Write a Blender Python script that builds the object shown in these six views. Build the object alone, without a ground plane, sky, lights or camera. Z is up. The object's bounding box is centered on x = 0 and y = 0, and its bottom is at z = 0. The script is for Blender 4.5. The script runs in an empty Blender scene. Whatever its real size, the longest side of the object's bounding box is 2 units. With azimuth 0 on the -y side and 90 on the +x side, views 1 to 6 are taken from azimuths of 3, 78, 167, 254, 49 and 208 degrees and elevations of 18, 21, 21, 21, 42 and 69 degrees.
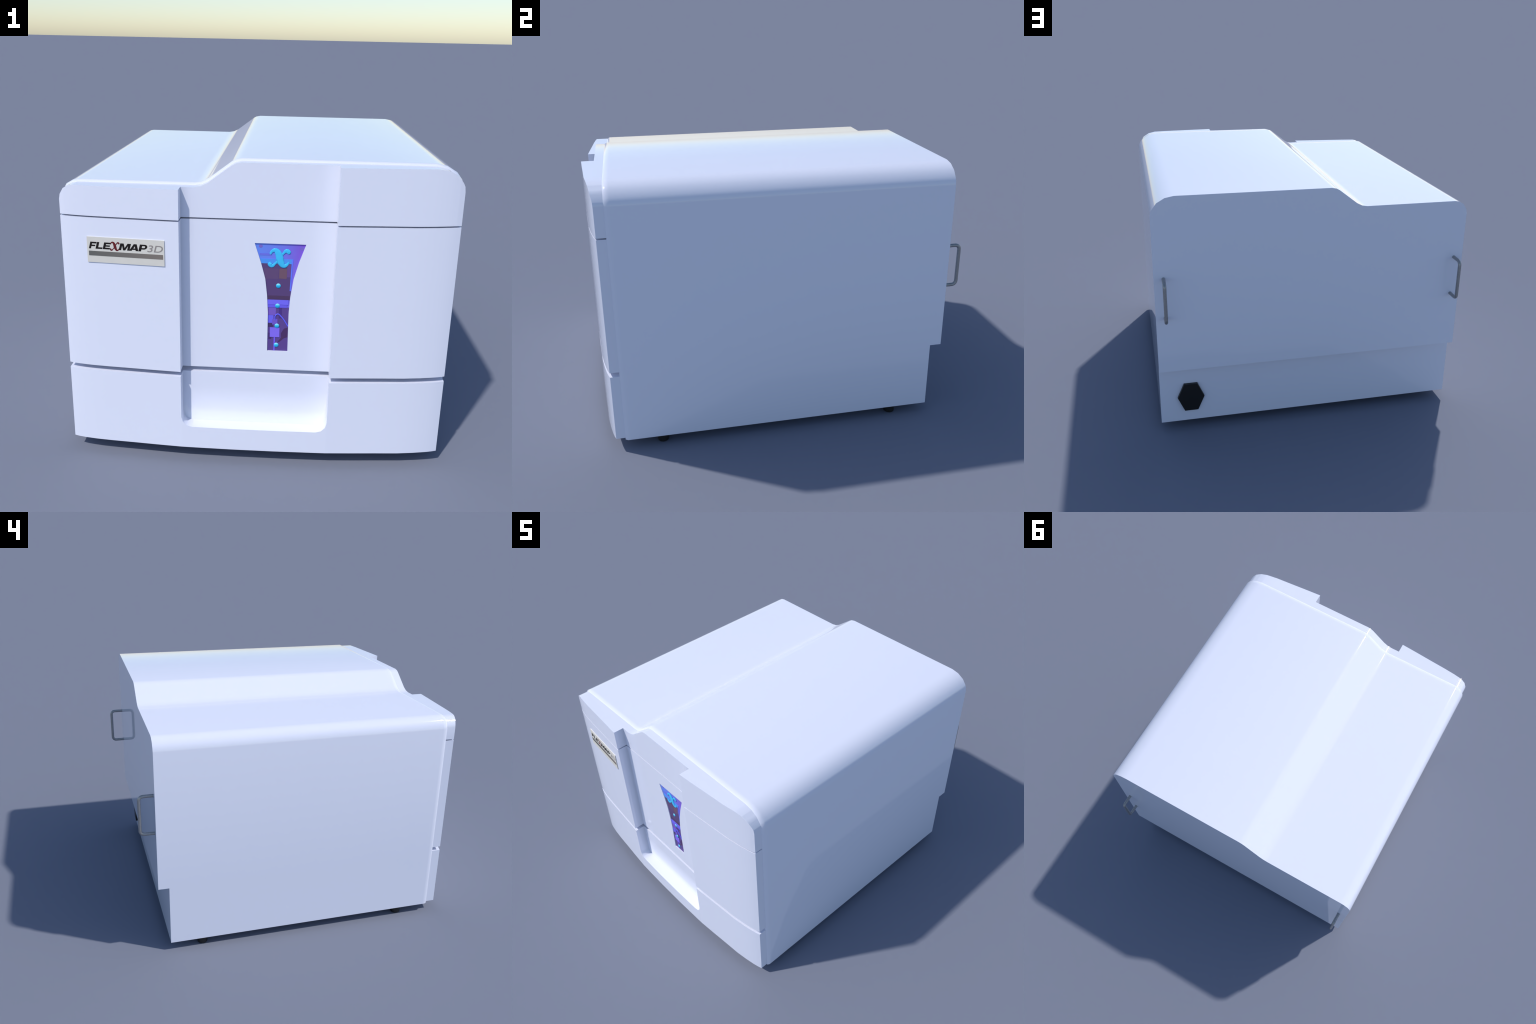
import bpy, bmesh, math
from mathutils import Vector, Matrix

# ------------------------------------------------------------------ materials
def lin(c):
    return tuple(((v / 255) / 12.92 if v / 255 <= 0.04045 else ((v / 255 + 0.055) / 1.055) ** 2.4) for v in c)

def material(name, color, rough=0.3, metal=0.0, spec=0.5, grain=0.0, grain_scale=60.0, bump=0.0, coat=0.0):
    """Principled paint with an optional faint noise in colour and a fine bump."""
    m = bpy.data.materials.new(name)
    m.use_nodes = True
    nt = m.node_tree
    b = nt.nodes["Principled BSDF"]
    b.inputs["Roughness"].default_value = rough
    b.inputs["Metallic"].default_value = metal
    b.inputs["Specular IOR Level"].default_value = spec
    b.inputs["Coat Weight"].default_value = coat
    b.inputs["Base Color"].default_value = (*color, 1)
    if grain or bump:
        tc = nt.nodes.new("ShaderNodeTexCoord")
        nz = nt.nodes.new("ShaderNodeTexNoise")
        nz.inputs["Scale"].default_value = grain_scale
        nz.inputs["Detail"].default_value = 3
        nt.links.new(tc.outputs["Object"], nz.inputs["Vector"])
        if grain:
            r = nt.nodes.new("ShaderNodeValToRGB")
            r.color_ramp.elements[0].position = 0.3
            r.color_ramp.elements[1].position = 0.7
            r.color_ramp.elements[0].color = (*[c * (1 - grain) for c in color], 1)
            r.color_ramp.elements[1].color = (*[min(1, c * (1 + grain)) for c in color], 1)
            nt.links.new(nz.outputs["Fac"], r.inputs["Fac"])
            nt.links.new(r.outputs["Color"], b.inputs["Base Color"])
        if bump:
            bp = nt.nodes.new("ShaderNodeBump")
            bp.inputs["Strength"].default_value = bump
            bp.inputs["Distance"].default_value = 0.002
            nt.links.new(nz.outputs["Fac"], bp.inputs["Height"])
            nt.links.new(bp.outputs["Normal"], b.inputs["Normal"])
    return m

def gradient_material(name, axis, lo, hi, stops, rough=0.35, spec=0.5):
    """Colour ramp along one object axis between two positions."""
    m = material(name, stops[0][1], rough, spec=spec)
    nt = m.node_tree
    tc = nt.nodes.new("ShaderNodeTexCoord")
    sp = nt.nodes.new("ShaderNodeSeparateXYZ")
    mr = nt.nodes.new("ShaderNodeMapRange")
    r = nt.nodes.new("ShaderNodeValToRGB")
    mr.inputs["From Min"].default_value = lo
    mr.inputs["From Max"].default_value = hi
    nt.links.new(tc.outputs["Object"], sp.inputs[0])
    nt.links.new(sp.outputs[axis], mr.inputs["Value"])
    nt.links.new(mr.outputs[0], r.inputs["Fac"])
    e = r.color_ramp.elements
    e[0].position, e[0].color = stops[0][0], (*stops[0][1], 1)
    e[1].position, e[1].color = stops[-1][0], (*stops[-1][1], 1)
    for p, c in stops[1:-1]:
        n = e.new(p)
        n.color = (*c, 1)
    nt.links.new(r.outputs["Color"], nt.nodes["Principled BSDF"].inputs["Base Color"])
    return m

WHITE = material("white_gloss_paint", (0.793, 0.815, 0.94), rough=0.03, spec=0.5)
STEEL = material("brushed_steel", (0.35, 0.35, 0.35), rough=0.35, metal=0.6, grain=0.08, grain_scale=120)
RUBBER = material("black_rubber", (0.012, 0.012, 0.012), rough=0.5, grain=0.2)
PLUG = material("black_plastic", (0.008, 0.008, 0.008), rough=0.4)
PLATE = material("nameplate_silver", lin((217, 213, 205)), rough=0.6, spec=0.1, grain=0.02, grain_scale=20)
INK = material("black_ink", lin((34, 30, 30)), rough=0.6, spec=0.1)
RED = material("dark_red_ink", lin((104, 36, 42)), rough=0.6, spec=0.1)
GREY = material("grey_ink", lin((150, 143, 140)), rough=0.6, spec=0.1)
STRIPE = gradient_material("grey_stripe_ink", 0, -0.17, 0.17, [(0, lin((104, 104, 101))), (1, lin((130, 121, 115)))], 0.6, 0.1)

# ------------------------------------------------------------------ helpers
ROOT = bpy.data.objects.new("laboratory_analyzer", None)
bpy.context.scene.collection.objects.link(ROOT)
ROOT["label"] = "white boxy benchtop laboratory analyzer with stepped top and window"
ROOT["category"] = "lab instrument"

def add(name, mesh, mat, parent=ROOT):
    o = bpy.data.objects.new(name, mesh)
    bpy.context.scene.collection.objects.link(o)
    o.parent = parent
    if mat and not mesh.materials:
        mesh.materials.append(mat)
    return o

def finish(bm, name, mat, parent=ROOT, sharp=35, keep_smooth=None, smooth=True):
    """Weld, orient, shade; convex corners sharp, tagged concave corners blended."""
    bmesh.ops.remove_doubles(bm, verts=bm.verts, dist=1e-5)
    bmesh.ops.dissolve_degenerate(bm, edges=bm.edges, dist=1e-6)
    bmesh.ops.recalc_face_normals(bm, faces=bm.faces)
    for f in bm.faces:
        f.smooth = smooth
    for e in bm.edges:
        if len(e.link_faces) == 2 and e.calc_face_angle(0) > math.radians(sharp):
            if not (keep_smooth and keep_smooth(e)):
                e.smooth = False
    me = bpy.data.meshes.new(name)
    bm.to_mesh(me)
    bm.free()
    o = add(name, me, mat, parent)
    return o

def interp(x, table):
    for (a, p), (b, q) in zip(table, table[1:]):
        if a <= x <= b:
            return p + (q - p) * (x - a) / (b - a)
    return table[0][1] if x < table[0][0] else table[-1][1]

def quad(bm, a, b, c, d):
    vs = []
    for p in (a, b, c, d):
        if not vs or all((Vector(p) - Vector(q)).length > 1e-7 for q in vs):
            vs.append(p)
    if len(vs) > 2:
        bm.faces.new([bm.verts.new(p) for p in vs])

def offset_polygon(pts, d):
    """Shift each edge of a counter-clockwise polygon inward by d."""
    out, n = [], len(pts)
    for i in range(n):
        p0, p1, p2 = Vector(pts[i - 1]), Vector(pts[i]), Vector(pts[(i + 1) % n])
        t1, t2 = (p1 - p0).normalized(), (p2 - p1).normalized()
        n1, n2 = Vector((-t1.y, t1.x)), Vector((-t2.y, t2.x))
        m = (n1 + n2).normalized()
        out.append(tuple(p1 + m * (d / max(0.3, m.dot(n1)))))
    return out

# ------------------------------------------------------------------ cabinet shell
X, Z0 = 0.906, 0.055
Y_FRONT, Y_BACK, Y_STEP, Z_STEP = -0.879, 0.908, 0.844, 0.434
# top outline from the right side to the left: rounded shoulder, high deck, ramp, low deck, rounded shoulder
TOP = [(X, 1.362), (0.9015, 1.388), (0.892, 1.406), (0.868, 1.437), (0.825, 1.462), (0.777, 1.4715),
       (-0.082, 1.4715), (-0.109, 1.466), (-0.127, 1.456), (-0.232, 1.376), (-0.262, 1.361), (-0.293, 1.3558),
       (-0.827, 1.3558), (-0.853, 1.351), (-0.881, 1.335), (-0.900, 1.304), (-X, 1.280)]

def build_shell():
    """Extruded outline; the shoulders shade smoothly into the broad flats."""
    bm = bmesh.new()
    full = [(-X, Z_STEP), (-X, Z0), (X, Z0), (X, Z_STEP)] + TOP
    n = len(full)
    # front lip: an 8 mm drop over 14 mm, shaded round
    r, depth = 0.008, 0.014
    rings = []
    for a in (90, 0):
        a = math.radians(a)
        rings.append((Y_FRONT + depth * (1 - math.sin(a)), [(x, max(z, Z0) if z > Z0 + 0.05 else Z0) for x, z in offset_polygon(full, r * (1 - math.cos(a)))]))
    rings += [(Y_FRONT + 0.030, full), (Y_STEP, full)]
    vr = [[bm.verts.new((x, y, z)) for x, z in p] for y, p in rings]
    for a, b in zip(vr, vr[1:]):
        for i in range(n):
            j = (i + 1) % n
            bm.faces.new((a[i], a[j], b[j], b[i]))
    bm.faces.new(vr[0])
    # lower rear wall, then the overhanging upper rear part
    last = vr[-1]
    bm.faces.new(last[0:4])
    upper = [last[0]] + last[3:]
    tail = [bm.verts.new((v.co.x, Y_BACK, v.co.z)) for v in upper]
    for i in range(len(upper)):
        j = (i + 1) % len(upper)
        bm.faces.new((upper[i], upper[j], tail[j], tail[i]))
    bm.faces.new(tail)
    return finish(bm, "cabinet_shell", WHITE, sharp=40)

build_shell()

# ------------------------------------------------------------------ front fascia
FX = 0.897                       # half width of the fascia
RX, RY = 0.350, -0.9285           # half width and depth of the recessed middle bay
YB = -0.874                      # fascia runs 5 mm into the shell
# the bowed front, from the middle to each end; the right end curls back a little more
BOW = [(0, -1.0), (0.1, -1.0), (0.2, -0.9988), (0.35, -0.9952), (0.47, -0.9862), (0.585, -0.9765), (0.70, -0.9675)]
BOW_LEFT = BOW + [(0.78, -0.9595), (0.84, -0.950), (0.872, -0.943), (FX, -0.9345)]
BOW_RIGHT = BOW + [(0.78, -0.9560), (0.84, -0.9445), (0.872, -0.9365), (FX, -0.9280)]
WINGS = [x for x, _ in BOW_LEFT if x >= 0.35]
bow = lambda x: interp(abs(x), BOW_LEFT if x < 0 else BOW_RIGHT)
BLEND_L, BLEND_R = -0.285, 0.235  # where the bay wall starts to blend into its side walls
SEAM_LOW, DOOR_LOW, DOOR_TOP, CAP_LOW, Z_BASE = 0.446, 0.472, 1.2030, 1.2105, 0.066

def front_columns(extra=(), blend=(BLEND_L, BLEND_R)):
    """(x, y) of the front face, left to right, including the recessed bay."""
    wing = sorted(set(WINGS) | {abs(x) for x in extra if RX < abs(x) < FX})
    bay = sorted({-RX, *blend, RX} | {x for x in extra if -RX < x < RX})
    return ([(-x, bow(-x)) for x in reversed(wing)] + [(x, RY) for x in bay] + [(x, bow(x)) for x in wing])

def bay_corner(e):
    """Concave vertical corners of the bay are shaded as soft blends."""
    a, b = e.verts
    return all(abs(abs(v.co.x) - RX) < 1e-4 and abs(v.co.y - RY) < 1e-4 for v in (a, b)) and abs(a.co.z - b.co.z) > 1e-4

def in_bay_corner(v, n):
    return abs(abs(v.x) - RX) < 1e-4 and abs(v.y - RY) < 1e-4

def soften(o, where, k_wall, k_other):
    """Reduce how far blended concave corners bend the shading of the bay wall."""
    me = o.data
    ns = [c.vector.copy() for c in me.corner_normals]
    for p in me.polygons:
        k = k_wall if p.normal.y < -0.9 else k_other
        for li in p.loop_indices:
            if where(me.vertices[me.loops[li].vertex_index].co, p.normal):
                ns[li] = (p.normal * (1 - k) + ns[li] * k).normalized()
    me.normals_split_custom_set([tuple(n) for n in ns])

def walls(bm, cols, low, high, skip=()):
    for i, (p, q) in enumerate(zip(cols, cols[1:])):
        if i not in skip:
            quad(bm, (*p, low(p[0])), (*q, low(q[0])), (*q, high(q[0])), (*p, high(p[0])))
    for s in (cols[0], cols[-1]):
        quad(bm, (s[0], YB, low(s[0])), (*s, low(s[0])), (*s, high(s[0])), (s[0], YB, high(s[0])))

def deck(bm, cols, z):
    """Horizontal or profiled lid from the front columns back to the shell."""
    for p, q in zip(cols, cols[1:]):
        quad(bm, (*p, z(p[0])), (*q, z(q[0])), (q[0], YB, z(q[0])), (p[0], YB, z(p[0])))

def back(bm, cols, low, high):
    for p, q in zip(cols, cols[1:]):
        quad(bm, (p[0], YB, low(p[0])), (q[0], YB, low(q[0])), (q[0], YB, high(q[0])), (p[0], YB, high(p[0])))

# header: its top follows the shell outline 8 mm lower
inner = offset_polygon([(-X, Z0), (X, Z0)] + TOP, 0.008)[2:]
head = sorted([(max(-FX, min(FX, x)), z) for x, z in inner])
head[0] = (-FX, head[0][1])
head[-1] = (FX, head[-1][1])
crown = lambda x: interp(x, head)

def build_header():
    bm = bmesh.new()
    cols = front_columns([x for x, _ in head], (-0.30, 0.275))
    flat = lambda x: CAP_LOW
    walls(bm, cols, flat, crown)
    deck(bm, cols, crown)
    deck(bm, cols, flat)
    back(bm, cols, flat, crown)
    soften(finish(bm, "header_panel", WHITE, keep_smooth=bay_corner), in_bay_corner, 0.45, 1.0)

build_header()

# flared window outline (x, z), clockwise from the top left
WINDOW = [(-0.015, 1.100), (0.218, 1.100), (0.189, 1.015), (0.167, 0.934), (0.1545, 0.845), (0.1495, 0.764), (0.150, 0.569),
          (0.054, 0.569), (0.053, 0.764), (0.047, 0.849), (0.037, 0.930), (0.016, 1.006)]
W_DEPTH = 0.006

def build_door():
    bm = bmesh.new()
    cols = front_columns()
    lo, hi = (lambda x: DOOR_LOW), (lambda x: DOOR_TOP)
    middle = [i for i, (p, q) in enumerate(zip(cols, cols[1:])) if p == (BLEND_L, RY) and q == (BLEND_R, RY)]
    walls(bm, cols, lo, hi, skip=middle)
    deck(bm, cols, lo)
    deck(bm, cols, hi)
    back(bm, cols, lo, hi)
    # middle bay face with the window opening
    ring = [(BLEND_L, DOOR_LOW), (BLEND_R, DOOR_LOW), (BLEND_R, DOOR_TOP), (BLEND_L, DOOR_TOP)]
    edges = []
    for loop in (ring, WINDOW):
        vs = [bm.verts.new((x, RY, z)) for x, z in loop]
        edges += [bm.edges.new((vs[i], vs[(i + 1) % len(vs)])) for i in range(len(vs))]
    bmesh.ops.triangle_fill(bm, edges=edges, use_beauty=True, normal=(0, -1, 0))
    for (ax, az), (bx, bz) in zip(WINDOW, WINDOW[1:] + WINDOW[:1]):
        quad(bm, (ax, RY, az), (bx, RY, bz), (bx, RY + W_DEPTH + 0.004, bz), (ax, RY + W_DEPTH + 0.004, az))
    soften(finish(bm, "door_panel", WHITE, keep_smooth=bay_corner), in_bay_corner, 0.45, 1.0)

build_door()

POCKET_Z, POCKET_R, BLEND_Z = 0.180, 0.052, 0.362

def build_base():
    bm = bmesh.new()
    # U-shaped pocket outline, left top to right top, with rounded lower corners
    arc = [(RX - POCKET_R * (1 - math.sin(math.radians(a))), POCKET_Z + POCKET_R * (1 - math.cos(math.radians(a)))) for a in (0, 30, 60, 90)]
    u = [(-x, z) for x, z in reversed(arc)] + [(BLEND_L + 0.02, POCKET_Z), (-0.1, POCKET_Z), (0.1, POCKET_Z)] + arc
    uz = lambda x: interp(x, u)
    wing = [(x, bow(x)) for x in WINGS]
    left = [(-x, bow(-x)) for x in reversed(WINGS)]
    lo, hi = (lambda x: Z_BASE), (lambda x: SEAM_LOW)
    full = left + [(x, bow(x)) for x, _ in u[1:-1]] + wing
    for p, q in zip(full, full[1:]):
        if abs(p[0]) < RX + 1e-6 and abs(q[0]) < RX + 1e-6:          # sill under the pocket
            quad(bm, (*p, Z_BASE), (*q, Z_BASE), (*q, uz(q[0])), (*p, uz(p[0])))
            # pocket floor
            quad(bm, (*p, uz(p[0])), (*q, uz(q[0])), (q[0], RY, uz(q[0])), (p[0], RY, uz(p[0])))
            # pocket back wall, lower part blends into the floor
            quad(bm, (p[0], RY, uz(p[0])), (q[0], RY, uz(q[0])), (q[0], RY, BLEND_Z), (p[0], RY, BLEND_Z))
            quad(bm, (p[0], RY, BLEND_Z), (q[0], RY, BLEND_Z), (q[0], RY, SEAM_LOW), (p[0], RY, SEAM_LOW))
        else:
            quad(bm, (*p, Z_BASE), (*q, Z_BASE), (*q, SEAM_LOW), (*p, SEAM_LOW))
    for s in (-1, 1):                                               # pocket cheeks
        for a, b in ((uz(RX), BLEND_Z), (BLEND_Z, SEAM_LOW)):
            quad(bm, (s * RX, bow(s * RX), a), (s * RX, RY, a), (s * RX, RY, b), (s * RX, bow(s * RX), b))
        quad(bm, (s * FX, YB, Z_BASE), (s * FX, bow(s * FX), Z_BASE), (s * FX, bow(s * FX), SEAM_LOW), (s * FX, YB, SEAM_LOW))
    deck(bm, full, lo)
    top = left + [(x, RY) for x, _ in u] + wing
    deck(bm, top, hi)
    back(bm, full, lo, hi)

    def soft(e):
        a, b = e.verts
        if all(abs(v.co.y - RY) < 1e-4 and v.co.z < SEAM_LOW + 1e-3 for v in (a, b)):
            return not all(abs(v.co.z - SEAM_LOW) < 1e-4 for v in (a, b))
        return False
    o = finish(bm, "base_panel", WHITE, keep_smooth=soft)
    soften(o, lambda v, n: abs(v.y - RY) < 1e-4 and v.z < BLEND_Z - 0.01 and abs(v.x) < RX - 0.01, 0.5, 0.3)
    soften(o, in_bay_corner, 0.45, 1.0)
    return o

build_base()

def build_seam_filler():
    """Closes the narrow upper joint 3 cm behind the surface."""
    d = 0.03
    bm = bmesh.new()
    left = [(-FX + d, bow(-FX) + d)] + [(x, bow(x) + d) for x in (-0.84, -0.70, -0.585, -0.47, -RX - d)]
    right = [(RX + d, bow(RX) + d)] + [(x, bow(x) + d) for x in (0.47, 0.585, 0.70, 0.84)] + [(FX - d, bow(FX) + d)]
    cols = left + [(-RX - d, RY + d), (RX + d, RY + d)] + right
    lo, hi = (lambda x: DOOR_TOP - 0.004), (lambda x: CAP_LOW + 0.004)
    walls(bm, cols, lo, hi)
    deck(bm, cols, lo)
    deck(bm, cols, hi)
    back(bm, cols, lo, hi)
    finish(bm, "seam_filler", WHITE)

build_seam_filler()

# ------------------------------------------------------------------ curves to mesh
def curve_mesh(name, splines, depth, radii=None, res=4, cyclic=False):
    cu = bpy.data.curves.new(name, "CURVE")
    cu.dimensions = "3D"
    cu.bevel_depth = depth
    cu.bevel_resolution = res
    cu.use_fill_caps = True
    cu.resolution_u = 10
    for k, pts in enumerate(splines):
        sp = cu.splines.new("BEZIER")
        sp.bezier_points.add(len(pts) - 1)
        for i, p in enumerate(pts):
            bp = sp.bezier_points[i]
            bp.co = p
            bp.handle_left_type = bp.handle_right_type = "AUTO"
            if radii:
                bp.radius = radii[k][i]
    o = bpy.data.objects.new(name, cu)
    bpy.context.scene.collection.objects.link(o)
    me = bpy.data.meshes.new_from_object(o.evaluated_get(bpy.context.evaluated_depsgraph_get()))
    bpy.data.objects.remove(o)
    bpy.data.curves.remove(cu)
    me.name = name
    me.shade_smooth()
    return me

def tube(name, path, radius, sides=16):
    """Sweep a circle along a polyline lying in a plane of constant x."""
    bm = bmesh.new()
    rings = []
    for i, p in enumerate(path):
        t = (path[min(i + 1, len(path) - 1)] - path[max(i - 1, 0)]).normalized()
        s = Vector((1, 0, 0))
        n = t.cross(s).normalized()
        rings.append([bm.verts.new(p + radius * (math.cos(2 * math.pi * k / sides) * s + math.sin(2 * math.pi * k / sides) * n)) for k in range(sides)])
    for a, b in zip(rings, rings[1:]):
        for k in range(sides):
            bm.faces.new((a[k], a[(k + 1) % sides], b[(k + 1) % sides], b[k]))
    bm.faces.new(rings[0])
    bm.faces.new(rings[-1])
    return bm

# ------------------------------------------------------------------ rear handles
H_R, H_OUT, H_LOW, H_HIGH, H_BEND = 0.0098, 0.9902, 0.776, 1.0095, 0.024

def handle_path():
    pts = [Vector((0, Y_BACK - 0.006, H_HIGH)), Vector((0, H_OUT - H_BEND - 0.02, H_HIGH))]
    for cz, a0 in ((H_HIGH - H_BEND, 90), (H_LOW + H_BEND, 0)):
        for k in range(7):
            a = math.radians(a0 - 15 * k)
            pts.append(Vector((0, H_OUT - H_BEND + H_BEND * math.cos(a), cz + H_BEND * math.sin(a))))
    return pts + [Vector((0, H_OUT - H_BEND - 0.02, H_LOW)), Vector((0, Y_BACK - 0.006, H_LOW))]

h = finish(tube("handle", handle_path(), H_R), "handle", STEEL, sharp=50)
h.location.x = 0.853
h2 = h.copy()
bpy.context.scene.collection.objects.link(h2)
h2.location.x = -0.853

# ------------------------------------------------------------------ feet
def build_foot():
    bm = bmesh.new()
    prof = [(0.026, 0.0), (0.0285, 0.001), (0.0305, 0.004), (0.031, 0.009), (0.031, Z0 + 0.004)]
    n = 28
    rings = [[bm.verts.new((r * math.cos(2 * math.pi * k / n), r * math.sin(2 * math.pi * k / n), z)) for k in range(n)] for r, z in prof]
    for a, b in zip(rings, rings[1:]):
        for k in range(n):
            bm.faces.new((a[k], a[(k + 1) % n], b[(k + 1) % n], b[k]))
    bm.faces.new(rings[0])
    bm.faces.new(rings[-1])
    return finish(bm, "foot", RUBBER, sharp=50)

foot = build_foot()
spots = [(x, y) for x in (-0.855, 0.855) for y in (-0.676, 0.642)]
foot.location = (*spots[0], 0)
for s in spots[1:]:
    f = foot.copy()
    bpy.context.scene.collection.objects.link(f)
    f.location = (*s, 0)

# ------------------------------------------------------------------ hexagonal rear plug
def build_plug():
    bm = bmesh.new()
    cx, cz, rx, rz = 0.726, 0.2185, 0.079, 0.1035
    rings = []
    for y, k in ((Y_STEP - 0.004, 1.0), (Y_STEP + 0.015, 1.0), (Y_STEP + 0.017, 0.975)):
        rings.append([bm.verts.new((cx + k * rx * math.cos(math.radians(60 * i)), y, cz + k * rz * math.sin(math.radians(60 * i)))) for i in range(6)])
    for a, b in zip(rings, rings[1:]):
        for i in range(6):
            bm.faces.new((a[i], a[(i + 1) % 6], b[(i + 1) % 6], b[i]))
    bm.faces.new(rings[0])
    bm.faces.new(rings[-1])
    return finish(bm, "hexagonal_plug", PLUG, smooth=False)

build_plug()

# ------------------------------------------------------------------ small shapes
def slab(name, pts, y_front, thick, mat, parent, chamfer=0.0):
    """Flat piece with an (x, z) outline, facing -y."""
    bm = bmesh.new()
    a = [bm.verts.new((x, y_front, z)) for x, z in pts]
    b = [bm.verts.new((x, y_front + thick, z)) for x, z in pts]
    n = len(pts)
    bm.faces.new(a)
    bm.faces.new(b)
    for i in range(n):
        bm.faces.new((a[i], a[(i + 1) % n], b[(i + 1) % n], b[i]))
    if chamfer:
        bm.normal_update()
        es = [e for e in bm.edges if all(abs(v.co.y - y_front) < 1e-6 for v in e.verts)]
        bmesh.ops.bevel(bm, geom=es, offset=chamfer, segments=2, affect="EDGES", profile=0.5)
    return finish(bm, name, mat, parent, smooth=False)

def rect(x0, x1, z0, z1):
    return [(x0, z0), (x1, z0), (x1, z1), (x0, z1)]

def swash_x(name, cx, cz, w, hgt, y, mat, parent, weight=1.0, flat=0.35):
    """Italic letter x: a heavy down stroke and a thin up stroke with ball ends."""
    P = lambda u, v: (u * w, 0, v * hgt)
    heavy = [P(-0.42, 0.22), P(-0.36, 0.38), P(-0.20, 0.46), P(-0.08, 0.34), P(0.02, 0.0), P(0.10, -0.30), P(0.22, -0.45), P(0.36, -0.38), P(0.44, -0.22)]
    hr = [0.35, 0.5, 0.8, 1.15, 1.35, 1.15, 0.8, 0.5, 0.25]
    thin = [P(-0.42, -0.24), P(-0.43, -0.36), P(-0.35, -0.46), P(-0.20, -0.34), P(0.02, 0.0), P(0.20, 0.32), P(0.33, 0.44), P(0.42, 0.36), P(0.40, 0.25)]
    tr = [0.25, 0.85, 0.7, 0.4, 0.38, 0.42, 0.75, 0.85, 0.25]
    me = curve_mesh(name, [heavy, thin], 0.085 * w * weight, [hr, tr], res=3)
    for v in me.vertices:
        v.co.y *= flat
    o = add(name, me, mat, parent)
    o.location = (cx, y, cz)
    return o

def lettering(name, text, x0, x1, z0, z1, y, mat, parent, bold=0.0, shear=0.0):
    """Built-in font fitted to a box, lying in the xz plane."""
    cu = bpy.data.curves.new(name, "FONT")
    cu.body = text
    cu.offset = bold
    cu.shear = shear
    cu.extrude = 0.01
    o = bpy.data.objects.new(name, cu)
    bpy.context.scene.collection.objects.link(o)
    me = bpy.data.meshes.new_from_object(o.evaluated_get(bpy.context.evaluated_depsgraph_get()))
    bpy.data.objects.remove(o)
    bpy.data.curves.remove(cu)
    xs = [v.co.x for v in me.vertices]
    ys = [v.co.y for v in me.vertices]
    sx, sz = (x1 - x0) / (max(xs) - min(xs)), (z1 - z0) / (max(ys) - min(ys))
    for v in me.vertices:
        v.co = (x0 + (v.co.x - min(xs)) * sx, y - v.co.z * 0.05, z0 + (v.co.y - min(ys)) * sz)
    me.name = name
    me.validate()
    return add(name, me, mat, parent)

def block_letter(name, parts, x0, x1, z0, z1, y, slant, mat, parent):
    """Heavy slanted capital from butted polygons given in a unit box."""
    bm = bmesh.new()
    for poly in parts:
        pts = [(x0 + (x1 - x0) * (u * (1 - slant) + slant * v), z0 + (z1 - z0) * v) for u, v in poly]
        a = [bm.verts.new((px, y, pz)) for px, pz in pts]
        b = [bm.verts.new((px, y + 0.0012, pz)) for px, pz in pts]
        bm.faces.new(a)
        for i in range(len(a)):
            j = (i + 1) % len(a)
            bm.faces.new((a[i], a[j], b[j], b[i]))
    return finish(bm, name, mat, parent, smooth=False)

def bowl(cx, cz, rx, rz, tx, tz, n=10):
    """Half ring of butted quads, open to the left."""
    ang = [math.radians(90 - 180 * i / n) for i in range(n + 1)]
    o = [(cx + rx * math.cos(a), cz + rz * math.sin(a)) for a in ang]
    i = [(cx + (rx - tx) * math.cos(a), cz + (rz - tz) * math.sin(a)) for a in ang]
    return [[o[k], o[k + 1], i[k + 1], i[k]] for k in range(n)]

BAR, STEM = 0.235, 0.33
GLYPHS = {
    "F": [[(0, 0), (STEM, 0), (STEM, 0.36), (0.9, 0.36), (0.9, 0.57), (STEM, 0.57), (STEM, 1 - BAR), (1, 1 - BAR), (1, 1), (0, 1)]],
    "L": [[(0, 0), (1, 0), (1, BAR), (STEM + 0.02, BAR), (STEM + 0.02, 1), (0, 1)]],
    "E": [[(0, 0), (1, 0), (1, BAR), (STEM, BAR), (STEM, 0.39), (0.93, 0.39), (0.93, 0.60), (STEM, 0.60), (STEM, 1 - BAR), (1, 1 - BAR), (1, 1), (0, 1)]],
    "M": [[(0, 0), (0.22, 0), (0.22, 0.66), (0.40, 0), (0.60, 0), (0.78, 0.66), (0.78, 0), (1, 0), (1, 1), (0.68, 1), (0.50, 0.36), (0.32, 1), (0, 1)]],
    "A": [[(0, 0), (0.27, 0), (0.33, 0.16), (0.40, 0.36), (0.50, 0.68), (0.50, 1), (0.34, 1)],
          [(1, 0), (0.66, 1), (0.50, 1), (0.50, 0.68), (0.60, 0.36), (0.67, 0.16), (0.73, 0)],
          [(0.33, 0.16), (0.67, 0.16), (0.60, 0.36), (0.40, 0.36)]],
    "P": [[(0, 0), (STEM, 0), (STEM, 1), (0, 1)], [(STEM, 0.79), (0.62, 0.79), (0.62, 1), (STEM, 1)], [(STEM, 0.29), (0.62, 0.29), (0.62, 0.50), (STEM, 0.50)]]
         + bowl(0.62, 0.645, 0.38, 0.355, 0.28, 0.21),
}

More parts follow.
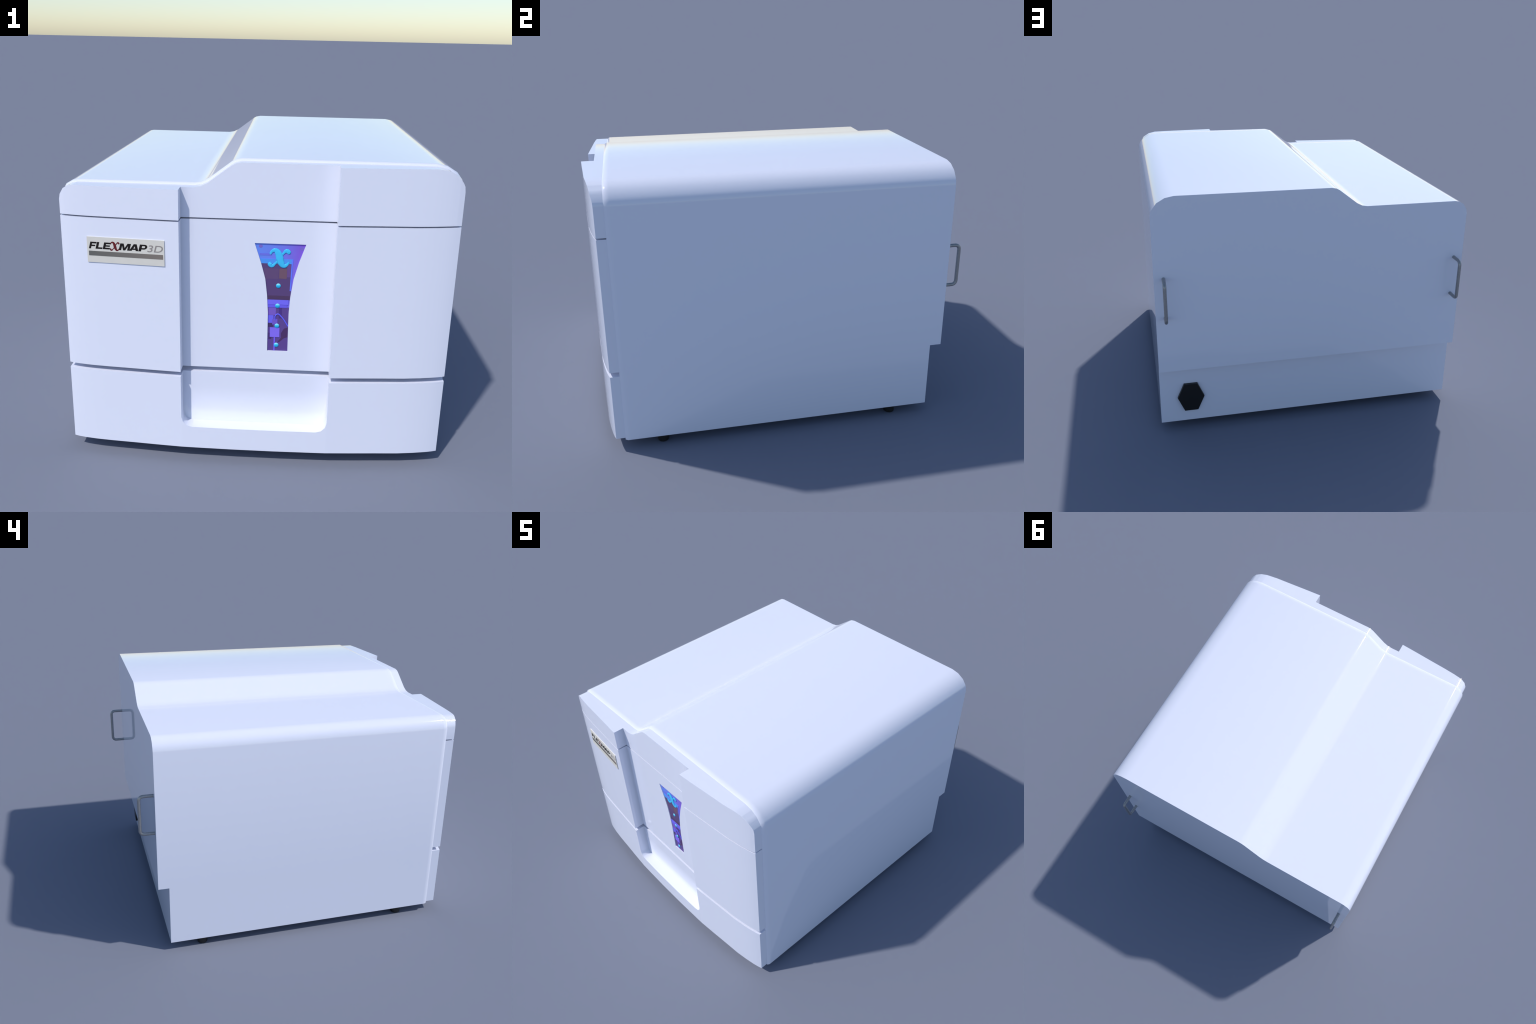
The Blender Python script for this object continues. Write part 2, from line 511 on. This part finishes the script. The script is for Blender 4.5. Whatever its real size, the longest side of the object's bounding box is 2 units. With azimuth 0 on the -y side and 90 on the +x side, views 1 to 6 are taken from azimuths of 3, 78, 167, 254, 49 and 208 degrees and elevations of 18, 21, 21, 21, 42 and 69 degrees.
# ------------------------------------------------------------------ nameplate on the left wing
P0, P1 = Vector((-0.772, bow(-0.772))), Vector((-0.4155, bow(-0.4155)))
half = (P1 - P0).length / 2
plate = slab("nameplate", rect(-half, half, -0.0595, 0.0595), 0.0, 0.008, PLATE, ROOT, chamfer=0.0006)
c = (P0 + P1) / 2
plate.location = (c.x, c.y - 0.0048, 1.0555)
plate.rotation_euler.z = math.atan2(P1.y - P0.y, P1.x - P0.x)
L = lambda x: (x - c.x) * (half * 2) / (P1.x - P0.x)      # world x to plate x
B, T = 0.0045, 0.0365
LEAN = 0.0085
for ch, xa, xb in (("F", -0.7645, -0.7265), ("L", -0.7335, -0.6935), ("E", -0.7000, -0.6590), ("M", -0.6250, -0.5670), ("A", -0.5775, -0.5260), ("P", -0.5345, -0.4895)):
    block_letter("letter", GLYPHS[ch], L(xa), L(xb), B, T, -0.0004, LEAN / (xb - xa), INK, plate)
lettering("lettering", "3D", L(-0.493), L(-0.421), B - 0.001, T - 0.001, -0.0004, GREY, plate, bold=0.002, shear=0.22)
swash_x("swash_letter", L(-0.643), (B + T) / 2, 0.046, 0.040, -0.0003, RED, plate, weight=1.25, flat=0.10)
slab("stripe", rect(L(-0.765), L(-0.421), -0.0285, -0.0065), -0.0005, 0.001, STRIPE, plate)

# ------------------------------------------------------------------ viewing window with the printed interior
WY = RY + W_DEPTH
def paint(name, rgb, rough=0.35):
    rgb = tuple(min(255, 14 + v * 0.985) for v in rgb)  # print colours lightened to include the pale sky reflection over the pane
    return material(name, lin(rgb), rough, spec=0.3)

M_SKY = gradient_material("violet_blue_panel", 0, 0.0, 0.2, [(0, lin((106, 142, 240))), (0.55, lin((116, 126, 232))), (1, lin((132, 94, 216)))], 0.35, 0.3)
window = slab("viewing_window", [(x, z) for x, z in WINDOW], WY, 0.004, M_SKY, ROOT)

def piece(name, x0, x1, z0, z1, lift, rgb, outline=None):
    return slab(name, outline or rect(x0, x1, z0, z1), WY - lift, lift + 0.001, paint(name + "_print", rgb), window)

def edge_left(z):
    return interp(z, sorted([(b, a) for a, b in WINDOW[7:]] + [(1.1, -0.015)])) + 0.0006

def edge_right(z):
    return interp(z, sorted([(b, a) for a, b in WINDOW[1:7]])) - 0.0006

def span(z0, z1, right=None, n=6):
    """Outline filling the window between two heights."""
    zs = [z0 + (z1 - z0) * i / n for i in range(n + 1)]
    rt = [(min(edge_right(z), right) if right else edge_right(z), z) for z in zs]
    return [(edge_left(z), z) for z in reversed(zs)] + rt

for sx, sz in ((0.0125, 1.085), (0.200, 1.078)):
    piece("dim_spot", 0, 0, 0, 0, 0.0006, (112, 96, 188), [(sx + 0.009 * math.cos(math.radians(36 * k)), sz + 0.008 * math.sin(math.radians(36 * k))) for k in range(10)])
piece("chamber_back", 0, 0, 0, 0, 0.0010, (80, 58, 108), span(0.828, 1.006, right=0.157))
piece("light_band", 0, 0, 0, 0, 0.0014, (70, 142, 230), span(1.004, 1.026, right=0.162))
piece("shadow_band", 0.008, 0.062, 1.042, 1.052, 0.0008, (98, 106, 214))
piece("light_edge", 0.1535, 0.1605, 0.873, 1.022, 0.0016, (94, 116, 248), [(0.1505, 0.873), (0.1555, 0.873), (0.1615, 1.024), (0.1555, 1.024)])
piece("chamber_plate", 0.100, 0.135, 0.932, 0.980, 0.0014, (104, 74, 92))
piece("chamber_plate", 0.136, 0.153, 0.940, 1.002, 0.0014, (96, 66, 128))
piece("chamber_plate", 0.035, 0.098, 0.930, 0.982, 0.0013, (88, 64, 106), [(0.038, 0.930), (0.098, 0.930), (0.098, 0.980), (0.027, 0.980)])
piece("chamber_plate", 0, 0, 0, 0, 0.0014, (70, 48, 84), span(0.829, 0.848, right=0.152))
piece("lower_back", 0, 0, 0, 0, 0.0008, (84, 60, 132), span(0.5695, 0.790))
piece("rail", 0, 0, 0, 0, 0.0026, (108, 98, 232), span(0.804, 0.8275, right=0.147))
piece("rail", 0, 0, 0, 0, 0.0020, (98, 86, 222), span(0.789, 0.8025, right=0.141))
piece("block", 0.0545, 0.090, 0.751, 0.787, 0.0014, (112, 82, 184))
piece("block", 0.0545, 0.080, 0.711, 0.750, 0.0014, (100, 92, 226))
piece("dark_patch", 0.104, 0.118, 0.735, 0.788, 0.0012, (66, 42, 118))
piece("dark_patch", 0.055, 0.078, 0.690, 0.710, 0.0012, (60, 42, 92))
piece("dark_patch", 0.117, 0.1485, 0.628, 0.690, 0.0012, (66, 38, 88), [(0.118, 0.632), (0.1485, 0.640), (0.1485, 0.690), (0.130, 0.684), (0.117, 0.660)])
piece("dark_patch", 0.058, 0.072, 0.628, 0.660, 0.0012, (62, 40, 96))
piece("dark_patch", 0.100, 0.132, 0.612, 0.640, 0.0013, (70, 40, 84), [(0.100, 0.612), (0.112, 0.616), (0.134, 0.638), (0.122, 0.644)])
piece("connector", 0.074, 0.099, 0.703, 0.731, 0.0024, (104, 80, 190))
piece("box", 0.0645, 0.110, 0.640, 0.688, 0.0034, (124, 100, 228))
piece("stem", 0.0835, 0.0893, 0.571, 0.639, 0.0022, (116, 90, 240))
cable = add("cable", curve_mesh("cable", [[(0.087, 0, 0.728), (0.088, 0, 0.747), (0.099, 0, 0.7565), (0.116, 0, 0.744), (0.1485, 0, 0.697)]], 0.0026), paint("cable_print", (92, 92, 240)), window)
cable.location.y = WY - 0.0016

M_BEAD = gradient_material("cyan_bead", 2, -0.011, 0.011, [(0, lin((20, 150, 220))), (0.55, lin((40, 190, 236))), (1, lin((150, 235, 250)))], 0.2, 0.5)  # pale upper end of the ramp is a painted highlight on the bead
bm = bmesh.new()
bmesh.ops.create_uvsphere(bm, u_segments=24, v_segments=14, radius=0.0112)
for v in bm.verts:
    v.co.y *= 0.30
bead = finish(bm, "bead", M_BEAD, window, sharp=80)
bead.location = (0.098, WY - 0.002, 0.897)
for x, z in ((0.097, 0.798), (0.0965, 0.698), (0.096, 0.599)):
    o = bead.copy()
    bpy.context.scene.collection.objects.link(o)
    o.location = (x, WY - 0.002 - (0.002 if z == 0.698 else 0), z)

swash_x("swash_letter", 0.0985, 1.0305, 0.098, 0.080, WY - 0.002, paint("cyan_letter", (56, 184, 236), 0.2), window, weight=1.6, flat=0.16)
